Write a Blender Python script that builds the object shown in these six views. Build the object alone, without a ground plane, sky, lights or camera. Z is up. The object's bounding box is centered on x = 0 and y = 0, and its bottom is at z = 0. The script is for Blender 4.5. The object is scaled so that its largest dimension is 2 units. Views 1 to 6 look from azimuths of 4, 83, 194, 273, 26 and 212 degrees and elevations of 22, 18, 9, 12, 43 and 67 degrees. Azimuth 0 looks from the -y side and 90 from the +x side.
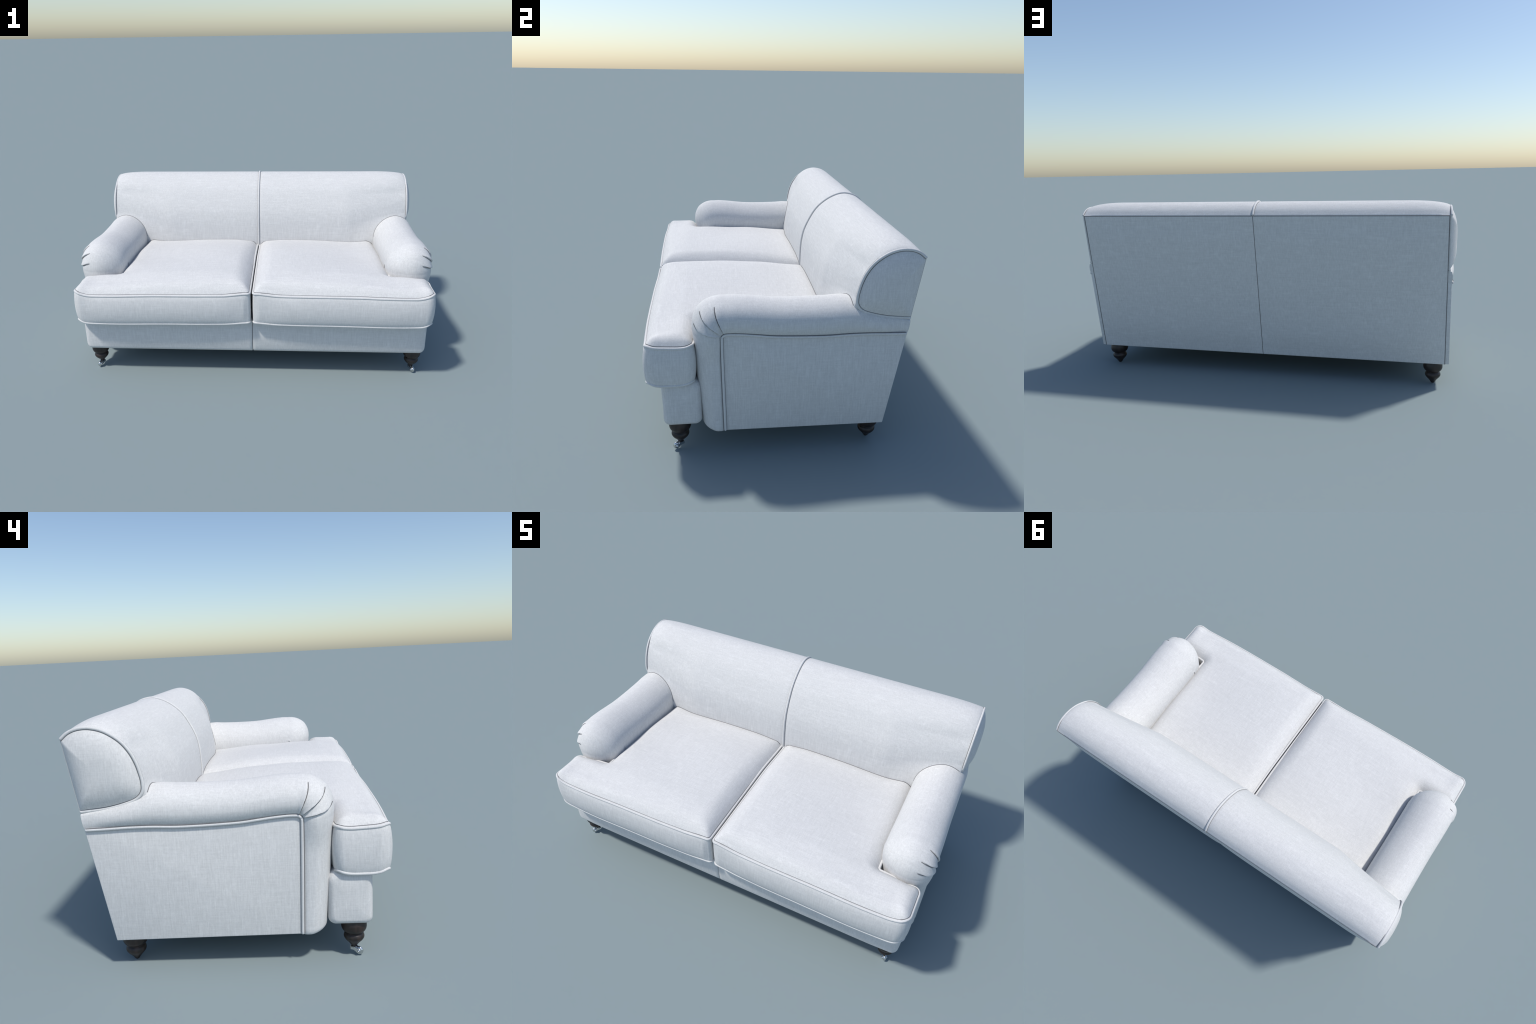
"""Two-seat upholstered sofa: rolled arms with pleated fronts, T-shaped seat
cushions with piping, piped scroll back, turned legs, casters at the front."""
import bpy, bmesh, math, functools
import numpy as np
from mathutils import Vector, Matrix
from mathutils.geometry import delaunay_2d_cdt

# ------------------------------------------------------------------ sizes (m)
X_PANEL = 0.976            # outer face of the side panels
X_INNER = 0.751            # inner face of the arms
X_END = 0.963              # plane of the piping on the ends of the back
PIPE = 0.0060              # piping radius
Z_FLOOR = 0.118            # underside of the body
BACK_FOOT = (0.4535, 0.114)   # (y, z) of the sloping back plane
BACK_HEAD = (0.586, 0.886)


def back_y(z):
    k = (BACK_HEAD[0] - BACK_FOOT[0]) / (BACK_HEAD[1] - BACK_FOOT[1])
    return BACK_FOOT[0] + (z - BACK_FOOT[1]) * k


# ---------------------------------------------------------------- small maths
def catmull(pts, n, closed=False):
    """Smooth curve through control points, resampled to n points by length."""
    P = np.array(pts, float)
    if closed:
        Q = np.vstack([P[-1], P, P[0], P[1]])
    else:
        Q = np.vstack([2 * P[0] - P[1], P, 2 * P[-1] - P[-2]])
    out = []
    for i in range(len(Q) - 3):
        a, b, c, d = Q[i:i + 4]
        for t in np.linspace(0, 1, 24, endpoint=False):
            out.append(0.5 * ((2 * b) + (c - a) * t + (2 * a - 5 * b + 4 * c - d) * t * t
                              + (3 * b - a - 3 * c + d) * t ** 3))
    out.append(Q[-2])
    return resample(np.array(out), n)


def resample(C, n):
    L = np.r_[0, np.cumsum(np.linalg.norm(np.diff(C, axis=0), axis=1))]
    s = np.linspace(0, L[-1], n)
    return np.stack([np.interp(s, L, C[:, k]) for k in range(C.shape[1])], 1)


def smooth(a, b, x):
    t = np.clip((np.asarray(x, float) - a) / (b - a), 0, 1)
    return t * t * (3 - 2 * t)


def rounded_outline(corners, step=0.012):
    """Closed 2D outline from (x, y, radius) corners."""
    n = len(corners)
    pts = []
    for i in range(n):
        p0 = np.array(corners[i - 1][:2]); p1 = np.array(corners[i][:2])
        p2 = np.array(corners[(i + 1) % n][:2]); r = corners[i][2]
        u = (p0 - p1) / np.linalg.norm(p0 - p1); v = (p2 - p1) / np.linalg.norm(p2 - p1)
        ang = math.acos(np.clip(u @ v, -1, 1)); t = r / math.tan(ang / 2)
        a, b = p1 + u * t, p1 + v * t
        c = p1 + (u + v) / np.linalg.norm(u + v) * (r / math.sin(ang / 2))
        a0 = math.atan2(*(a - c)[::-1]); a1 = math.atan2(*(b - c)[::-1])
        da = (a1 - a0 + math.pi) % (2 * math.pi) - math.pi
        m = max(4, int(abs(da) * r / 0.005) + 2)
        for k in range(m):
            q = a0 + da * k / (m - 1)
            pts.append(c + r * np.array([math.cos(q), math.sin(q)]))
    pts = np.array(pts + [pts[0]])
    L = np.linalg.norm(np.diff(pts, axis=0), axis=1).sum()
    # keep the corner points, split the long straight runs
    out = []
    for a, b in zip(pts[:-1], pts[1:]):
        m = max(1, int(np.linalg.norm(b - a) / step))
        for k in range(m):
            out.append(a + (b - a) * k / m)
    return np.array(out)


# -------------------------------------------------------------- mesh builders
ROOT = None


def add_object(name, verts, faces, mat, parent, flat=False, mirror=False, angle=None):
    V = np.array(verts, float)
    if mirror:
        V = V * np.array([-1, 1, 1])
        faces = [tuple(reversed(f)) for f in faces]
    me = bpy.data.meshes.new(name)
    me.from_pydata([tuple(v) for v in V], [], [tuple(int(i) for i in f) for f in faces])
    me.validate()
    bm = bmesh.new(); bm.from_mesh(me)
    bmesh.ops.recalc_face_normals(bm, faces=bm.faces)
    bm.to_mesh(me); bm.free()
    if not flat:
        me.shade_smooth()
        if angle is not None:
            me.set_sharp_from_angle(angle=math.radians(angle))
    me.materials.append(mat)
    ob = bpy.data.objects.new(name, me)
    bpy.context.scene.collection.objects.link(ob)
    ob.parent = parent
    return ob


def both_sides(name, verts, faces, mat, parents, **kw):
    """Right-hand part and its mirror image; returns (right, left)."""
    return (add_object(name, verts, faces, mat, parents[0], **kw),
            add_object(name, verts, faces, mat, parents[1], mirror=True, **kw))


def grid(rows, close_u=False, cap0=False, cap1=False):
    """rows: list of equally long point lists -> verts, quad faces."""
    R = np.array(rows, float); m, n, _ = R.shape
    V = R.reshape(-1, 3); F = []
    for i in range(m - 1):
        for j in range(n if close_u else n - 1):
            k = (j + 1) % n
            F.append((i * n + j, i * n + k, (i + 1) * n + k, (i + 1) * n + j))
    if cap0: F.append(tuple(range(n - 1, -1, -1)))
    if cap1: F.append(tuple((m - 1) * n + j for j in range(n)))
    return V, F


def tube(path, r, closed=False, seg=12):
    """Round cord along a 3D path, with domed ends when open."""
    P = np.array(path, float); n = len(P)
    if closed:
        T = np.roll(P, -1, 0) - np.roll(P, 1, 0)
    else:
        T = np.gradient(P, axis=0)
    T /= np.linalg.norm(T, axis=1)[:, None] + 1e-12
    N = np.cross(T[0], [0.31, 0.17, 0.93]); N /= np.linalg.norm(N)
    Ns = [N]
    for i in range(1, n):
        v = Ns[-1] - T[i] * (Ns[-1] @ T[i]); Ns.append(v / np.linalg.norm(v))
    Ns = np.array(Ns); Bs = np.cross(T, Ns)
    ang = np.linspace(0, 2 * math.pi, seg, endpoint=False)
    ring = lambda i, c, rr: [c + rr * (math.cos(a) * Ns[i] + math.sin(a) * Bs[i]) for a in ang]
    rows = [ring(i, P[i], r) for i in range(n)]
    if not closed:
        pre = [ring(0, P[0] - T[0] * r * math.sin(q), r * math.cos(q)) for q in (1.4, 1.0, .5)]
        post = [ring(n - 1, P[-1] + T[-1] * r * math.sin(q), r * math.cos(q)) for q in (.5, 1.0, 1.4)]
        return grid(pre + rows + post, close_u=True, cap0=True, cap1=True)
    V, F = grid(rows, close_u=True)
    # find the twist that joins last ring to first
    last, first = np.array(rows[-1]), np.array(rows[0])
    sh = min(range(seg), key=lambda s: np.linalg.norm(np.roll(first, -s, 0) - last))
    for j in range(seg):
        k = (j + 1) % seg
        F.append(((n - 1) * seg + j, (n - 1) * seg + k, (k + sh) % seg, (j + sh) % seg))
    return V, F


def seam_lines(path, axis, gap, lifts=(0.0, 0.0), r=0.0013, closed=False):
    """Two fine sewn lines beside a cord: path shifted by +-gap across it."""
    P = np.array(path, float)
    T = (np.roll(P, -1, 0) - np.roll(P, 1, 0)) if closed else np.gradient(P, axis=0)
    A = np.broadcast_to(np.array(axis, float), P.shape)
    C = np.cross(T, A); C /= np.linalg.norm(C, axis=1)[:, None] + 1e-12
    return merge(*[tube(P + C * gap * s + A * lift, r, closed=closed, seg=8) for s, lift in zip((-1, 1), lifts)])


def merge(*parts):
    V, F, o = [], [], 0
    for v, f in parts:
        V.append(np.array(v)); F += [tuple(i + o for i in q) for q in f]; o += len(v)
    return np.vstack(V), F


def rounded_prism(outline_yz, x0, x1, bevel, seg=3):
    """Prism along x from a (y, z) outline, edges rounded; -> verts, faces."""
    bm = bmesh.new()
    a = [bm.verts.new((x0, y, z)) for y, z in outline_yz]
    b = [bm.verts.new((x1, y, z)) for y, z in outline_yz]
    n = len(a)
    bm.faces.new(a); bm.faces.new(list(reversed(b)))
    for i in range(n):
        j = (i + 1) % n
        bm.faces.new((a[j], a[i], b[i], b[j]))
    bmesh.ops.recalc_face_normals(bm, faces=bm.faces)
    ed = [e for e in bm.edges if len(e.link_faces) == 2 and e.calc_face_angle(0) > math.radians(25)]
    bmesh.ops.bevel(bm, geom=ed, offset=bevel, segments=seg, profile=0.5, affect='EDGES', clamp_overlap=True)
    bm.verts.index_update()
    V = [v.co[:] for v in bm.verts]; F = [[v.index for v in f.verts] for f in bm.faces]
    bm.free()
    return np.array(V), F


def lathe(profile, centre, seg=40):
    cx, cy = centre
    rows = [[(cx + r * math.cos(a), cy + r * math.sin(a), z)
             for a in np.linspace(0, 2 * math.pi, seg, endpoint=False)] for r, z in profile]
    return grid(rows, close_u=True, cap0=True, cap1=True)


# ------------------------------------------------------------------ materials
def new_material(name):
    m = bpy.data.materials.new(name); m.use_nodes = True
    nt = m.node_tree
    return m, nt, nt.nodes['Principled BSDF']


def node(nt, kind, **kw):
    n = nt.nodes.new(kind)
    for k, v in kw.items():
        setattr(n, k, v)
    return n


def math_node(nt, op, a, b):
    n = node(nt, 'ShaderNodeMath', operation=op)
    for i, v in enumerate((a, b)):
        if hasattr(v, 'links'):
            nt.links.new(v, n.inputs[i])
        else:
            n.inputs[i].default_value = v
    return n.outputs[0]


def linen(name, dark, light, weave=0.25):
    """Woven linen: slubs and thread streaks running along x, y and z."""
    m, nt, p = new_material(name)
    co = node(nt, 'ShaderNodeTexCoord').outputs['Object']

    def streak(scale, detail=3.0, seedshift=0.0):
        mp = node(nt, 'ShaderNodeMapping')
        mp.inputs['Scale'].default_value = scale
        mp.inputs['Location'].default_value = (seedshift,) * 3
        nt.links.new(co, mp.inputs['Vector'])
        nz = node(nt, 'ShaderNodeTexNoise')
        nz.inputs['Scale'].default_value = 1.0
        nz.inputs['Detail'].default_value = detail
        nz.inputs['Roughness'].default_value = 0.62
        nt.links.new(mp.outputs[0], nz.inputs['Vector'])
        return nz.outputs['Fac']

    lo, hi = 15.0, 230.0
    sx = streak((lo, hi, hi), 3, 3.1)
    sy = streak((hi, lo, hi), 3, 7.7)
    sz = streak((hi, hi, lo), 3, 11.3)
    slub = streak((70, 70, 13), 1, 5.0)        # short thick slubs in the warp
    slubx = streak((13, 70, 70), 1, 9.0)
    s = math_node(nt, 'ADD', math_node(nt, 'ADD', sx, sy), math_node(nt, 'MULTIPLY', sz, 1.5))
    s = math_node(nt, 'DIVIDE', s, 3.5)
    for k in (slub, slubx):
        up = math_node(nt, 'MAXIMUM', math_node(nt, 'SUBTRACT', k, 0.54), 0.0)
        s = math_node(nt, 'ADD', s, math_node(nt, 'MULTIPLY', up, 0.30))
    ramp = node(nt, 'ShaderNodeValToRGB')
    ramp.color_ramp.elements[0].position = 0.34
    ramp.color_ramp.elements[1].position = 0.68
    ramp.color_ramp.elements[0].color = (*dark, 1)
    ramp.color_ramp.elements[1].color = (*light, 1)
    nt.links.new(s, ramp.inputs[0])
    nt.links.new(ramp.outputs[0], p.inputs['Base Color'])
    p.inputs['Roughness'].default_value = 0.9
    p.inputs['Specular IOR Level'].default_value = 0.2
    bump = node(nt, 'ShaderNodeBump')
    bump.inputs['Strength'].default_value = weave
    bump.inputs['Distance'].default_value = 0.001
    nt.links.new(s, bump.inputs['Height'])
    nt.links.new(bump.outputs[0], p.inputs['Normal'])
    return m


def make_materials():
    M = {}
    M['linen'] = linen('pale_linen', (0.540, 0.540, 0.536), (0.695, 0.695, 0.688))
    M['piping'] = linen('pale_linen_piping', (0.56, 0.56, 0.555), (0.67, 0.67, 0.664), 0.1)
    m, nt, p = new_material('seam_thread_and_shade')  # sewn lines, and the dark cords that imitate contact shade at the back
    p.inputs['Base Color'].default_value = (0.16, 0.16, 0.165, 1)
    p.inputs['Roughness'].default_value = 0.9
    M['seam_and_shade'] = m
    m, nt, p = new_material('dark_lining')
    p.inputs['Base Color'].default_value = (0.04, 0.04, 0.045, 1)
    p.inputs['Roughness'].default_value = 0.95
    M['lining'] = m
    # dark stained turned wood
    m, nt, p = new_material('dark_stained_wood')
    co = node(nt, 'ShaderNodeTexCoord').outputs['Object']
    mp = node(nt, 'ShaderNodeMapping'); mp.inputs['Scale'].default_value = (60, 60, 9)
    nt.links.new(co, mp.inputs[0])
    nz = node(nt, 'ShaderNodeTexNoise'); nz.inputs['Scale'].default_value = 1.0
    nz.inputs['Detail'].default_value = 4
    nt.links.new(mp.outputs[0], nz.inputs['Vector'])
    rp = node(nt, 'ShaderNodeValToRGB')
    rp.color_ramp.elements[0].position = 0.35; rp.color_ramp.elements[1].position = 0.7
    rp.color_ramp.elements[0].color = (0.012, 0.009, 0.008, 1)
    rp.color_ramp.elements[1].color = (0.034, 0.021, 0.017, 1)
    nt.links.new(nz.outputs['Fac'], rp.inputs[0]); nt.links.new(rp.outputs[0], p.inputs['Base Color'])
    p.inputs['Roughness'].default_value = 0.42
    M['wood'] = m
    m, nt, p = new_material('polished_steel')
    p.inputs['Base Color'].default_value = (0.62, 0.63, 0.63, 1)
    p.inputs['Metallic'].default_value = 1.0
    p.inputs['Roughness'].default_value = 0.12
    M['steel'] = m
    return M


# --------------------------------------------------------------- seat cushion
CUSHION = [(0.0066, -0.564, 0.018), (0.30, -0.574, 3.0), (0.72, -0.577, 3.0), (0.968, -0.568, 0.046),
           (0.970, -0.371, 0.036), (0.768, -0.354, 0.008), (0.757, 0.310, 0.015), (0.62, 0.268, 0.20), (0.0066, 0.264, 0.015)]


def cushion_top_z(x, y):
    """Height of the upper piping."""
    x = np.asarray(x, float)
    front = smooth(-0.40, -0.52, y)
    wave = 0.011 * smooth(0.02, 0.16, x) + 0.008 * smooth(0.50, 0.86, x) - 0.013 * smooth(0.87, 0.965, x)
    return 0.532 + 0.007 * ear_corner(x, y) - front * wave - (1 - front) * 0.010 * smooth(0.80, 0.95, x) - 0.022 * smooth(-0.05, 0.26, y)


def cushion_bottom_z(x, y):
    x = np.asarray(x, float)
    return 0.361 - 0.008 * smooth(0.0, 0.15, x) - 0.005 * smooth(0.4, 0.85, x) + 0.004 * smooth(0.90, 0.965, x) + 0.011 * ear_corner(x, y)


def ear_corner(x, y):
    """1 at the two outer corners of the cushion ear, where the piping lifts."""
    x, y = np.asarray(x, float), np.asarray(y, float)
    return sum(np.exp(-((x - 0.960) ** 2 + (y - c) ** 2) / 0.0011) for c in (-0.560, -0.374))


def outline_distance(P, O):
    A, B = O, np.roll(O, -1, 0)
    D = B - A
    d = np.full(len(P), 9.0)
    for a, e in zip(A, D):
        t = np.clip(((P - a) @ e) / (e @ e), 0, 1)
        d = np.minimum(d, np.linalg.norm(P - a - t[:, None] * e, axis=1))
    return d


def inside(P, O):
    A, B = O, np.roll(O, -1, 0)
    c = np.zeros(len(P), bool)
    for (x0, y0), (x1, y1) in zip(A, B):
        if y0 == y1: continue
        m = (y0 > P[:, 1]) != (y1 > P[:, 1])
        xi = x0 + (P[:, 1] - y0) * (x1 - x0) / (y1 - y0)
        c ^= m & (P[:, 0] < xi)
    return c


def pillow(d, r):
    s = np.clip(d / r, 0, 1)
    q = np.clip(1 - (1 - s) ** 2.2, 0, 1)
    return 0.75 * np.sqrt(q) + 0.25 * q


def cushion_surface(x, y, d):
    """Upper surface of the cushion; d is the distance from its outline."""
    r = 0.078 - 0.016 * smooth(-0.30, -0.48, y)          # the front edge is stuffed fuller
    crown = 0.046 * pillow(np.maximum(d - 0.005, 0), r)
    # fullest towards the middle of the sofa and the front, sat flat beside the arms
    broad = 0.024 * np.exp(-((x - 0.19) / 0.24) ** 2) * smooth(-0.575, -0.48, y) * (1 - 0.75 * smooth(-0.25, 0.20, y))
    broad = broad * smooth(0.0, 0.10, x)
    broad = broad + 0.013 * np.exp(-((x - 0.50) / 0.20) ** 2 - ((y + 0.41) / 0.19) ** 2) * smooth(0, 0.06, d)
    broad = broad - 0.008 * smooth(0.35, 0.62, x) * smooth(-0.30, -0.12, y)
    broad = broad - 0.005 * smooth(0.16, 0.06, x) * smooth(-0.25, -0.05, y)
    dent = 0.006 * np.exp(-((x - 0.76) ** 2 + (y + 0.35) ** 2) / 0.012)
    return cushion_top_z(x, y) + crown + broad - dent - 0.002


def build_cushion(M, mirror, parent):
    O = rounded_outline(CUSHION)
    n = len(O)
    # interior points: graded grid
    gx, gy = np.meshgrid(np.arange(0.016, 0.97, 0.013), np.arange(-0.56, 0.32, 0.013))
    G = np.stack([gx.ravel(), gy.ravel()], 1)
    G = G[inside(G, O)]
    dg = outline_distance(G, O)
    G = G[dg > 0.0055]
    P = np.vstack([O, G])
    res = delaunay_2d_cdt([Vector(p) for p in P], [(i, (i + 1) % n) for i in range(n)], [], 1, 1e-6)
    V2 = np.array([v[:] for v in res[0]]); F2 = [tuple(f) for f in res[2]]
    d = outline_distance(V2, O)
    x, y = V2[:, 0], V2[:, 1]
    top = np.stack([x, y, cushion_surface(x, y, d)], 1)
    bot = np.stack([x, y, cushion_bottom_z(x, y) - 0.010 * pillow(d, 0.06) + 0.002], 1)
    # boxing strip between the two pipings, bulging outwards
    T = np.roll(O, -1, 0) - np.roll(O, 1, 0)
    N = np.stack([T[:, 1], -T[:, 0]], 1); N /= np.linalg.norm(N, axis=1)[:, None]
    N = np.where((N * 0 + 1) > 0, N, N)
    if not inside(O[5:6] - 0.004 * N[5:6], O)[0]: N = -N
    bulge_in = np.where(O[:, 0] < 0.03, 0.25, 1.0)
    rows = []
    for t in np.linspace(0, 1, 15):
        front = smooth(-0.52, -0.56, O[:, 1]) * smooth(0.02, 0.2, O[:, 0]) * smooth(0.97, 0.8, O[:, 0])
        off = ((0.010 + 0.006 * front) * math.sin(math.pi * t) ** 0.62) * bulge_in
        off = off - 0.001
        q = O + N * off[:, None]
        zb, zz = cushion_bottom_z(O[:, 0], O[:, 1]), cushion_top_z(O[:, 0], O[:, 1])
        rows.append(np.stack([q[:, 0], q[:, 1], zb + (zz - zb) * t], 1))
    side = grid(rows, close_u=True)
    body = merge((top, F2), (bot, [tuple(reversed(f)) for f in F2]), side)
    ob = add_object('seat_cushion', *body, M['linen'], parent, mirror=mirror)
    # added dark cord standing in for contact shade between cushion and back
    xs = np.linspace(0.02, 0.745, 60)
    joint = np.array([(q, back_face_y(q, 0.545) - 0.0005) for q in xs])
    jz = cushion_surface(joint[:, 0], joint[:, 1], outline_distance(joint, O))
    add_object('contact_shade', *tube(np.c_[joint, jz], 0.0022, seg=8), M['seam_and_shade'], ob, mirror=mirror)
    off = O - N * 0.002
    up = np.stack([off[:, 0], off[:, 1], cushion_top_z(O[:, 0], O[:, 1])], 1)
    lo = np.stack([off[:, 0], off[:, 1], cushion_bottom_z(O[:, 0], O[:, 1])], 1)
    for path in (up, lo):
        add_object('piping', *tube(path, PIPE, closed=True), M['piping'], ob, mirror=mirror)
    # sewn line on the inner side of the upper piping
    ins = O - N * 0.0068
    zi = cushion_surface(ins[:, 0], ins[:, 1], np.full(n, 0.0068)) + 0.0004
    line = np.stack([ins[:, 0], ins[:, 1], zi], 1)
    add_object('piping_seam', *tube(line, 0.0013, closed=True, seg=8), M['seam_and_shade'], ob, mirror=mirror)
    return ob


# ------------------------------------------------------------------------ arm
PIPE_LINE = [(0.5295, 0.555), (0.449, 0.557), (0.364, 0.560), (0.281, 0.560), (0.198, 0.557),
             (0.114, 0.558), (0.031, 0.561), (-0.040, 0.565), (-0.105, 0.573), (-0.155, 0.579),
             (-0.205, 0.583), (-0.237, 0.5825)]
CORNER = (-0.237, 0.5665)
CORNER_R = 0.016
ARM_SECTION = [(0.974, 0.000), (0.987, 0.022), (0.993, 0.048), (0.987, 0.080), (0.966, 0.110),
               (0.932, 0.131), (0.890, 0.140), (0.846, 0.131), (0.805, 0.108), (0.774, 0.076),
               (0.757, 0.040), (0.7505, 0.000), (0.7485, -0.060)]
NSEC = 72


def arm_stations():
    """(y, z, dy, dz, H, theta) along the roll: rear -> front corner -> foot."""
    st = []
    yp = np.array([p[0] for p in PIPE_LINE])[::-1]; zp = np.array([p[1] for p in PIPE_LINE])[::-1]
    Hy = np.array([-.24, -.20, -.10, 0.0, .10, .25, .30, .35, .40, .45, .53])
    Hv = np.array([.131, .132, .133, .134, .137, .142, .138, .120, .102, .090, .075])
    for y in np.linspace(0.5295, -0.232, 66):
        z = np.interp(y, yp, zp)
        sh = 0.1716 * float(smooth(0.33, 0.50, y))
        st.append((y, z, sh, 1.0, float(np.interp(y, Hy, Hv)), -999))
    for th in np.arange(0, 90.01, 0.75):
        a = math.radians(th)
        H = float(np.interp(th, [0, 25, 45, 65, 90], [.131, .136, .138, .131, .120]))
        st.append((CORNER[0] - CORNER_R * math.sin(a), CORNER[1] + CORNER_R * math.cos(a),
                   -math.sin(a), math.cos(a), H, th))
    zs = list(np.linspace(0.560, 0.160, 34)) + list(0.123 + 0.024 * (1 - np.sin(np.linspace(0, math.pi / 2, 10))))
    for z in zs:
        y = np.interp(z, [0.121, 0.56], [-0.243, -0.253])
        H = float(np.interp(z, [.121, .17, .30, .45, .56], [.094, .098, .107, .115, .120]))
        if z < 0.147:
            H *= 0.72 + 0.28 * math.sqrt(max(0, 1 - ((0.147 - z) / 0.024) ** 2))
        st.append((y, z, -1.0, 0.0, H, 999))
    return st


PLEATS = [(18.0, 0.33, 5.0), (45.0, 0.37, 7.0), (69.0, 0.37, 8.0)]   # angle, reach, bow


def pleat_offset(th, s):
    """Lapped folds fanning out of the corner of the arm piping."""
    if th < -90 or th > 900:
        return 0.0
    o = 0.0
    for a, reach, bow in PLEATS:
        amp = float(smooth(reach, reach - 0.16, s)) * float(smooth(0.0, 0.05, s))
        dlt = th - (a + bow * (math.sin(math.pi * min(1, s / reach)) - 0.5))
        if dlt < 0:
            o += amp * 0.0055 * math.exp(-(dlt / 9.0) ** 2)
        else:
            o -= amp * 0.0050 * math.exp(-dlt / 6.0)
    return o


def arm_surface():
    sec = catmull(ARM_SECTION, NSEC)
    X, hn = sec[:, 0], sec[:, 1] / sec[:, 1].max()
    st = arm_stations()
    R = np.zeros((len(st), NSEC, 3))
    for i, (y, z, dy, dz, H, th) in enumerate(st):
        full = float(smooth(0.05, -0.22, y)) * float(smooth(0.45, 0.57, z))   # fuller towards the pleats
        R[i, :, 0] = X + full * 0.003 * np.clip((X - 0.90) / 0.09, 0, 1)
        if th > 900:      # the post is slimmer than the roll
            R[i, :, 0] -= 0.010 * np.clip((X - 0.93) / 0.05, 0, 1) * np.clip(hn / 0.3, 0, 1) * float(smooth(0.57, 0.44, z))
        rear = float(smooth(0.36, 0.53, y)) * (z > 0.5)
        R[i, :, 0] -= rear * 0.75 * np.clip(X - 0.974, 0, 1)
        skirt = H * float(smooth(-0.232, -0.215, y)) + 0.02 if th < 0 else 0.02    # tuck below the roll, inside
        h = np.where(hn > 0, H * hn, skirt * hn)
        R[i, :, 1] = y + dy * h
        R[i, :, 2] = z + dz * h
        if th > 900 and z < 0.147:          # rounded foot of the front post
            k = math.sqrt(max(0.0, 1 - ((0.147 - z) / 0.024) ** 2))
            R[i, :, 0] = 0.86 + (R[i, :, 0] - 0.86) * (0.93 + 0.07 * k)
    # outward normals by finite differences
    du = np.gradient(R, axis=0); dv = np.gradient(R, axis=1)
    N = np.cross(du, dv); N /= np.linalg.norm(N, axis=2)[..., None] + 1e-9
    mid = N[40, 5]
    if mid[0] < 0: N = -N
    S = np.linspace(0, 1, NSEC)
    D = np.array([[pleat_offset(q[5], s) for s in S] for q in st])
    return R + N * D[..., None], N, st, S


def build_arm(M, mirror, parent):
    R, N, st, S = arm_surface()
    V, F = grid(R, cap0=True, cap1=True)
    arm = add_object('arm', V, F, M['linen'], parent, mirror=mirror, angle=50)
    # side panel and the inside of the arm: one upholstered box under the piping
    top = [(y, z - 0.001) for y, z in PIPE_LINE]
    arc = [(CORNER[0] - CORNER_R * math.sin(a), CORNER[1] + CORNER_R * math.cos(a) - 0.001)
           for a in np.radians([15, 30, 45, 60, 75, 90])]
    outline = [(BACK_FOOT[0] + 0.0010, Z_FLOOR)] + top + arc + [(-0.243, 0.1265)]
    add_object('side_panel', *rounded_prism(outline, X_INNER, X_PANEL, 0.003), M['linen'], arm,
               mirror=mirror, angle=40)
    run = [(X_PANEL + 0.003, y, z) for y, z in PIPE_LINE] + \
          [(X_PANEL + 0.003, y, z) for y, z in arc] + \
          [(X_PANEL + 0.003, -0.2505, 0.42), (X_PANEL + 0.003, -0.246, 0.25), (X_PANEL + 0.003, -0.243, 0.133)]
    run = catmull(run, 150)[1:]
    add_object('piping', *tube(run, PIPE), M['piping'], arm, mirror=mirror)
    add_object('piping_seam', *seam_lines(run, (1, 0, 0), PIPE + 0.0002, (-0.0022, 0.0030), 0.0013), M['seam_and_shade'], arm, mirror=mirror)
    # contact shade where the roll runs into the back, put in as a dark cord
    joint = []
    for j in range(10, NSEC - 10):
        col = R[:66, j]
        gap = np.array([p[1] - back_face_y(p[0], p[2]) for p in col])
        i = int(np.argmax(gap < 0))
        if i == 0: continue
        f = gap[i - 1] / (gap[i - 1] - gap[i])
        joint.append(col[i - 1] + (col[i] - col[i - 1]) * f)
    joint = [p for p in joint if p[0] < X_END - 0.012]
    add_object('contact_shade', *tube(resample(np.array(joint), 50), 0.0020, seg=8), M['seam_and_shade'], arm, mirror=mirror)
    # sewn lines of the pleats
    th = np.array([q[5] for q in st])
    for a, reach, bow in PLEATS:
        path = []
        for j, s in enumerate(S):
            if s < 0.02 or s > reach - 0.03: continue
            want = a + bow * (math.sin(math.pi * min(1, s / reach)) - 0.5) + 1.6
            i = int(np.argmin(np.abs(th - want)))
            f = (want - th[i]) / 0.75
            i2 = min(max(i + (1 if f > 0 else -1), 0), len(th) - 1)
            p = R[i, j] * (1 - abs(f)) + R[i2, j] * abs(f)
            path.append(p + N[i, j] * 0.0012)
        add_object('pleat_seam', *tube(resample(np.array(path), 40), 0.0014, seg=8), M['seam_and_shade'], arm, mirror=mirror)
    return arm


# ----------------------------------------------------------------------- back
MID = [(0.500, 0.40), (0.370, 0.40), (0.240, 0.42), (0.236, 0.50), (0.236, 0.57), (0.238, 0.64), (0.243, 0.69),
       (0.256, 0.746), (0.285, 0.810), (0.322, 0.868), (0.372, 0.912), (0.425, 0.940), (0.473, 0.950),
       (0.525, 0.940), (0.562, 0.917), (0.586, 0.886)]
END = [(0.543, 0.620), (0.440, 0.630), (0.361, 0.649), (0.325, 0.666), (0.308, 0.690), (0.306, 0.718), (0.310, 0.746),
       (0.321, 0.788), (0.340, 0.830), (0.369, 0.868), (0.405, 0.896), (0.441, 0.914), (0.484, 0.923),
       (0.525, 0.920), (0.558, 0.907), (0.585, 0.885)]


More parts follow.
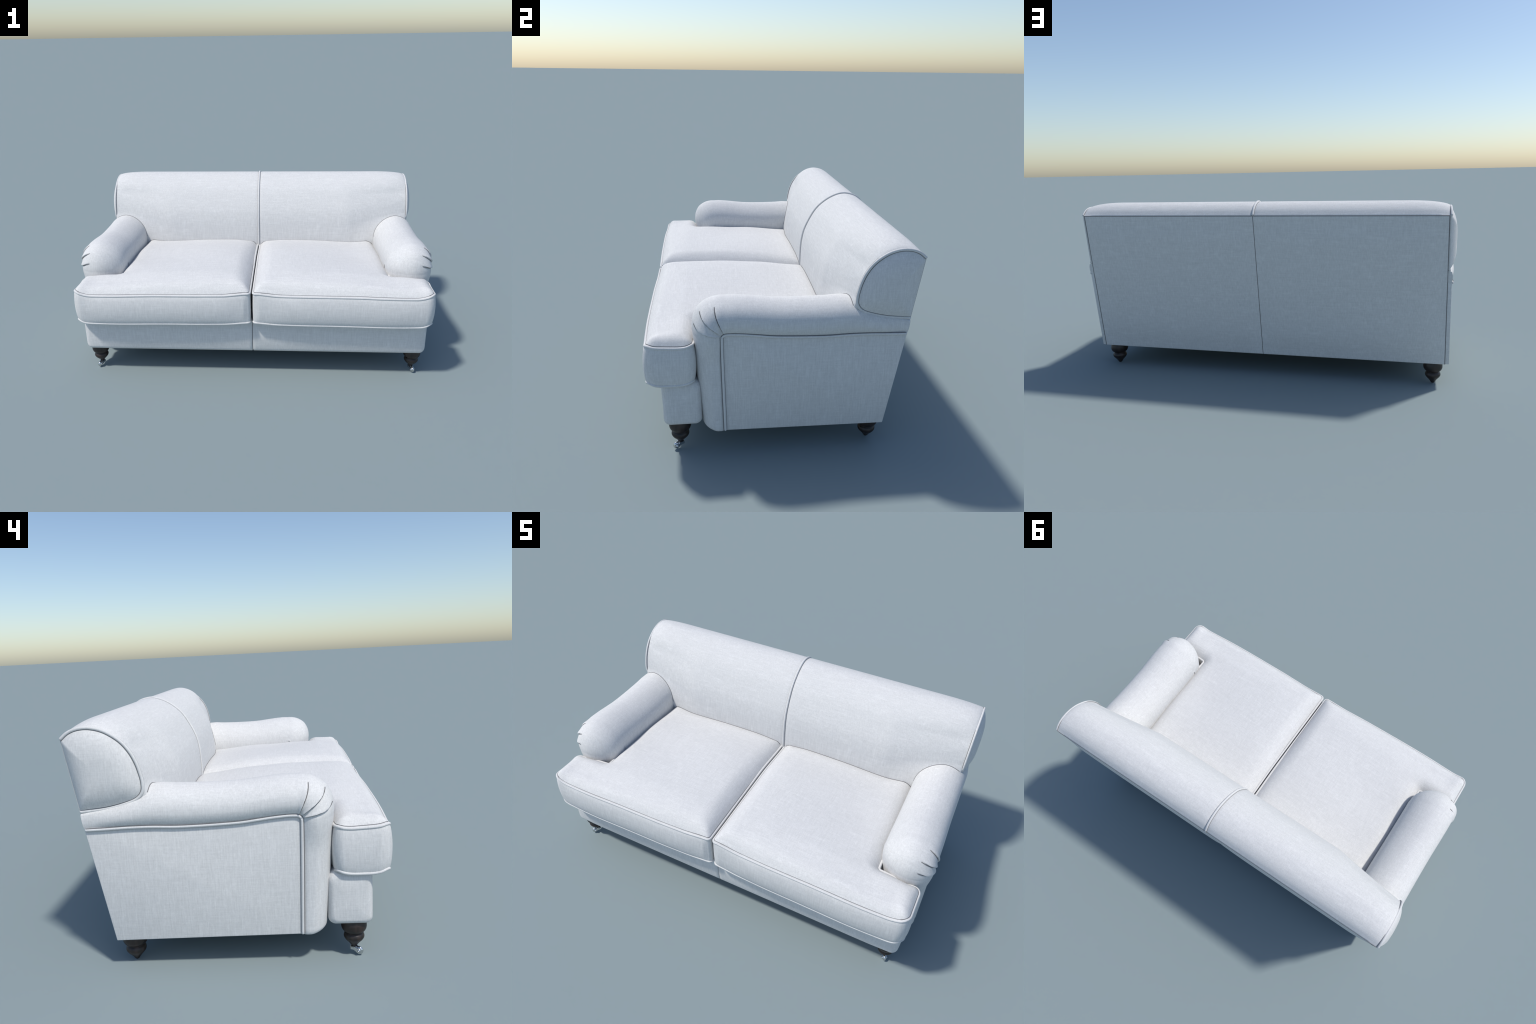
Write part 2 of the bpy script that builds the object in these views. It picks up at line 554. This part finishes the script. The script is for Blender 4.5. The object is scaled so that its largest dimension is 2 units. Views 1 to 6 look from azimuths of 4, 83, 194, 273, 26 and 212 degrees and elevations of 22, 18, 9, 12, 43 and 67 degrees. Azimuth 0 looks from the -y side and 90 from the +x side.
@functools.lru_cache(maxsize=None)
def dense(ctrl, per=7):
    """Catmull-Rom with a fixed count per span, so matched profiles stay matched."""
    P = np.array(ctrl, float); Q = np.vstack([2 * P[0] - P[1], P, 2 * P[-1] - P[-2]])
    out = []
    for i in range(len(Q) - 3):
        a, b, c, d = Q[i:i + 4]
        for t in np.linspace(0, 1, per, endpoint=False):
            out.append(0.5 * (2 * b + (c - a) * t + (2 * a - 5 * b + 4 * c - d) * t * t + (3 * b - a - 3 * c + d) * t ** 3))
    return np.array(out + [P[-1]])


@functools.lru_cache(maxsize=None)
def back_profile(x):
    """(y, z) section of the back at x: the full roll, shrinking to the piped end."""
    A, B = dense(tuple(MID)), dense(tuple(END))
    u = min(1, max(0, (x - 0.775) / (X_END - 0.775)))
    t_top = 1 - math.sqrt(max(0, 1 - u * u))
    t_low = 1 - (1 - min(1, max(0, (x - 0.58) / (X_END - 0.58)))) ** 1.22     # the face sinks towards the arms
    w = smooth(0.95, 0.82, A[:, 1]) * (0.25 + 0.75 * smooth(0.52, 0.66, A[:, 1])) * (A[:, 0] < 0.45)
    t = (t_top * (1 - w) + max(t_low, t_top) * w)[:, None]
    return A + (B - A) * t


def back_face_y(x, z):
    """y of the front of the back at height z."""
    P = back_profile(round(float(x), 3))
    P = P[15:80]
    return float(np.interp(z, np.maximum.accumulate(P[:, 1]), P[:, 0]))


def build_back(M, mirror, parent):
    A, B = dense(tuple(MID)), dense(tuple(END))
    xs = np.r_[0.0015, 0.004, 0.008, 0.014, 0.025, np.linspace(0.05, 0.78, 26),
               0.80 + (X_END - 0.80) * np.sin(np.linspace(0, math.pi / 2, 22))]
    ctr = np.array([0.43, 0.70])
    rows = []
    for x in xs:
        Pp = back_profile(float(x)).copy()
        dip = 0.005 * max(0, 1 - x / 0.022) ** 2
        dirv = (ctr - Pp) / np.linalg.norm(ctr - Pp, axis=1)[:, None]
        Pp = Pp + dirv * dip
        rows.append(np.stack([np.full(len(Pp), x), Pp[:, 0], Pp[:, 1]], 1))
    V, F = grid(rows, close_u=True, cap0=True)
    ob = add_object('back_cushion', V, F, M['linen'], parent, mirror=mirror, angle=50)
    # padded end panel: dome over the end profile
    loop = np.vstack([B, [B[-1] * (1 - k) + B[0] * k for k in np.linspace(0, 1, 22)[1:-1]]])
    c = np.array([0.452, 0.765])
    rows = []
    for r in [1.0, 0.985, 0.96, 0.93, 0.89, 0.84, 0.78, 0.7, 0.6, 0.5, 0.4, 0.3, 0.2, 0.1, 0.02]:
        q = c + (loop - c) * r
        h = 0.0365 * (1 - r ** 3.2)
        rows.append(np.stack([np.full(len(q), X_END - 0.0015 + h), q[:, 0], q[:, 1]], 1))
    V, F = grid(rows, close_u=True, cap1=True)
    add_object('end_panel', V, F, M['linen'], ob, mirror=mirror)
    path = resample(np.stack([np.full(len(B), X_END + 0.001), B[:, 0], B[:, 1]], 1), 140)[1:-1]
    add_object('piping', *tube(path, PIPE), M['piping'], ob, mirror=mirror)
    ins = (c - B) / np.linalg.norm(c - B, axis=1)[:, None]
    q = B + ins * (PIPE + 0.0006)
    rr = 1 - (PIPE + 0.0006) / np.linalg.norm(c - B, axis=1)
    line = np.stack([X_END - 0.0015 + 0.0365 * (1 - rr ** 3.2), q[:, 0], q[:, 1]], 1)
    add_object('piping_seam', *tube(resample(line, 140), 0.0013, seg=8), M['seam_and_shade'], ob, mirror=mirror)
    t = np.gradient(B, axis=0); t /= np.linalg.norm(t, axis=1)[:, None]
    out = np.stack([t[:, 1], -t[:, 0]], 1)
    out *= np.sign(np.sum(out * (B - c), axis=1))[:, None]
    q = B + out * 0.0036
    line = np.stack([np.full(len(B), X_END - PIPE * 0.85), q[:, 0], q[:, 1]], 1)
    add_object('piping_seam', *tube(resample(line, 140), 0.0011, seg=8), M['seam_and_shade'], ob, mirror=mirror)
    return ob


def build_centre_piping(M, parent):
    A = dense(tuple(MID))
    A = A[A[:, 1] > 0.45] if False else A[16:]
    path = resample(np.stack([np.zeros(len(A)), A[:, 0], A[:, 1]], 1), 140)[:-1]
    ob = add_object('centre_piping', *tube(path, PIPE), M['piping'], parent)
    T = np.gradient(path, axis=0); T /= np.linalg.norm(T, axis=1)[:, None]
    inward = np.cross(T, [1.0, 0, 0])
    ctr = np.array([0, 0.43, 0.70])
    inward *= np.sign(np.sum(inward * (ctr - path), axis=1))[:, None]
    lines = [tube(path + inward * 0.0028 + np.array([s * (PIPE + 0.0004), 0, 0]), 0.0013, seg=8) for s in (-1, 1)]
    add_object('piping_seam', *merge(*lines), M['seam_and_shade'], ob)


def build_rear_panel(M, mirror, parent):
    """Lightly padded outside back, one sheet per half, on the sloping back plane."""
    x0, x1, z0, z1 = 0.0007, 0.9545, Z_FLOOR - 0.002, 0.8825
    k = (BACK_HEAD[0] - BACK_FOOT[0]) / (BACK_HEAD[1] - BACK_FOOT[1])
    nrm = np.array([1, -k]) / math.hypot(1, k)
    ease = lambda n: np.unique(np.r_[0, 0.0012, 0.0025, 0.004, 0.0065, 0.01, 0.02, 0.04, 0.06, np.linspace(0.08, 0.92, n),
                                     0.94, 0.96, 0.98, 0.99, 0.9935, 0.996, 0.9975, 0.9988, 1])
    rows = []
    for v in ease(22):
        z = z0 + (z1 - z0) * v
        row = []
        for u in ease(24):
            x = x0 + (x1 - x0) * u
            d = min(x - x0, x1 - x, z - z0, z1 - z)
            off = -0.0012 + 0.0032 * math.sqrt(1 - (1 - min(1, d / 0.006)) ** 2) \
                + 0.009 * smooth(0, 0.10, min(x - x0, x1 - x)) * smooth(0, 0.14, min(z - z0, z1 - z))
            row.append((x, back_y(z) + nrm[0] * off, z + nrm[1] * off))
        rows.append(row)
    V, F = grid(rows)
    ob = add_object('rear_panel', V, F, M['linen'], parent, mirror=mirror)
    edge = [(x1 + 0.0012, z0 + 0.002), (x1 + 0.0012, z1 + 0.0012), (0.004, z1 + 0.0012)]
    for (xa, za), (xb, zb) in zip(edge[:-1], edge[1:]):
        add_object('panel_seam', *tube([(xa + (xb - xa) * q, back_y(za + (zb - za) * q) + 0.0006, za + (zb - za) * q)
                                        for q in np.linspace(0, 1, 12)], 0.0016, seg=8), M['seam_and_shade'], ob, mirror=mirror)
    md = ob.modifiers.new('thickness', 'SOLIDIFY'); md.thickness = 0.006; md.offset = -1
    return ob


# ----------------------------------------------------------------- front rail
def build_front_rail(M, mirror, parent):
    """Padded rail under the cushions: rounded box with a soft outer end."""
    O = rounded_outline([(-0.5055, 0.143, 0.026), (-0.340, 0.143, 0.026),
                         (-0.340, 0.358, 0.040), (-0.5055, 0.358, 0.014)], 0.014)
    c = np.array([-0.423, 0.25])
    # slight belly of front and bottom
    rows = []
    xs = np.r_[0.0012, 0.0022, 0.004, np.linspace(0.02, 0.90, 14), 0.925 + 0.033 * np.sin(np.linspace(0, math.pi / 2, 12))]
    for x in xs:
        u = max(0, (x - 0.925) / 0.033)
        inset = 0.026 * (1 - math.sqrt(max(0, 1 - u * u))) + 0.0035 * max(0, 1 - (x - 0.0012) / 0.003)
        e = O - c
        q = c + e * (1 - inset / np.array([0.083, 0.107]))
        belly = np.clip((c[0] - q[:, 0]) / 0.08, 0, 1) ** 2 * np.sin(np.pi * np.clip((q[:, 1] - 0.140) / 0.24, 0, 1))
        q[:, 0] -= 0.016 * belly * (1 - smooth(0.80, 0.95, x))
        rows.append(np.stack([np.full(len(q), x), q[:, 0], q[:, 1]], 1))
    # slightly domed end
    lastq = rows[-1][:, 1:]
    for r, dx in ((0.85, 0.0015), (0.6, 0.003), (0.3, 0.004)):
        q = c + (lastq - c) * r
        rows.append(np.stack([np.full(len(q), xs[-1] + dx), q[:, 0], q[:, 1]], 1))
    V, F = grid(rows, close_u=True, cap0=True, cap1=True)
    add_object('front_rail', V, F, M['linen'], parent, mirror=mirror, angle=60)


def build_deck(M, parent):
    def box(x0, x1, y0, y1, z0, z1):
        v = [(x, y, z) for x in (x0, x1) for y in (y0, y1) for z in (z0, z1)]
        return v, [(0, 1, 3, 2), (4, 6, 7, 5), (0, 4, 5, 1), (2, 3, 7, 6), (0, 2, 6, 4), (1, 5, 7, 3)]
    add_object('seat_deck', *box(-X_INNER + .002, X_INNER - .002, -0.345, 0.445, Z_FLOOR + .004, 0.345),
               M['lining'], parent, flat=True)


# ----------------------------------------------------------------------- legs
LEG = [(0.0, 0.0), (0.006, 0.000), (0.0095, 0.003), (0.0125, 0.008), (0.0185, 0.0165), (0.026, 0.025),
       (0.0325, 0.032), (0.0375, 0.0395), (0.0392, 0.046), (0.0380, 0.053), (0.0350, 0.0585),
       (0.0318, 0.0615), (0.0318, 0.0630), (0.0350, 0.0655), (0.0410, 0.0705), (0.0455, 0.0770),
       (0.0480, 0.0845), (0.0486, 0.0920), (0.0480, 0.1000), (0.046, 0.1080), (0.043, 0.1200)]


def build_leg(M, mirror, parent, x, y, lift, caster):
    ctrl = np.array(LEG[1:])
    prof = [tuple(p) for p in catmull(ctrl, 70)]
    prof = [(max(r, 1e-4), z + lift) for r, z in prof]
    leg = add_object('leg', *lathe(prof, (x, y)), M['wood'], parent, mirror=mirror)
    if not caster:
        return
    # caster: forked horn and a rounded wheel, turned a little outwards
    f = np.array([0.43, -0.903, 0.0]); side = np.array([0.903, 0.43, 0.0]); up = np.array([0, 0, 1.0])
    hub = np.array([x, y, 0.0]) + f * 0.0195 + up * 0.0165
    wr, ww = 0.0165, 0.0075
    rows = []
    for a in np.linspace(0, 2 * math.pi, 32, endpoint=False):
        rad = f * math.cos(a) + up * math.sin(a)
        ring = []
        for b in np.linspace(0, 2 * math.pi, 16, endpoint=False):
            ring.append(hub + rad * (0.0085 + 0.008 * math.cos(b)) + side * (ww * math.sin(b)))
        rows.append(ring)
    rows.append(rows[0])
    V, F = grid(rows, close_u=True)
    axle = tube([hub - side * 0.0115, hub + side * 0.0115], 0.0040, seg=14)
    disc = tube([hub - side * 0.0030, hub + side * 0.0030], 0.0095, seg=20)
    add_object('caster_wheel', *merge((V, F), axle, disc), M['steel'], leg, mirror=mirror)
    parts = [tube([np.array([x, y, 0.024]), np.array([x, y, 0.040])], 0.0085, seg=16)]
    for sgn in (-1, 1):
        o = side * sgn * 0.0100
        pl = []
        prof = [(-0.011, 0.033), (0.004, 0.033), (0.016, 0.026), (0.0255, 0.0175), (0.0235, 0.0115),
                (0.0180, 0.0100), (0.0120, 0.0130), (0.0020, 0.0190), (-0.011, 0.0200)]
        base = np.array([x, y, 0.0])
        for w in (-0.0012, 0.0012):
            pl.append([base + f * a + up * b + o + side * w for a, b in prof])
        parts.append(grid(pl, close_u=True, cap0=True, cap1=True))
    base = np.array([x, y, 0.0])
    prof = [(-0.0125, 0.033), (0.004, 0.033), (0.004, 0.029), (-0.0090, 0.029), (-0.0090, 0.020), (-0.0125, 0.020)]
    parts.append(grid([[base + f * a + up * b + side * w for a, b in prof] for w in (-0.0112, 0.0112)],
                      close_u=True, cap0=True, cap1=True))
    add_object('caster_fork', *merge(*parts), M['steel'], leg, mirror=mirror, angle=35)


# ----------------------------------------------------------------------- main
def main():
    for o in list(bpy.data.objects):
        bpy.data.objects.remove(o, do_unlink=True)
    M = make_materials()
    root = bpy.data.objects.new('sofa', None)
    bpy.context.scene.collection.objects.link(root)
    root['label'] = 'pale grey linen two-seat sofa with rolled arms and dark turned legs'
    root['category'] = 'sofa'
    for mirror in (False, True):
        build_cushion(M, mirror, root)
        build_arm(M, mirror, root)
        build_back(M, mirror, root)
        build_rear_panel(M, mirror, root)
        build_front_rail(M, mirror, root)
        build_leg(M, mirror, root, 0.900, -0.439, 0.030, True)
        build_leg(M, mirror, root, 0.899, 0.407, 0.0, False)
    build_centre_piping(M, root)
    build_deck(M, root)


main()
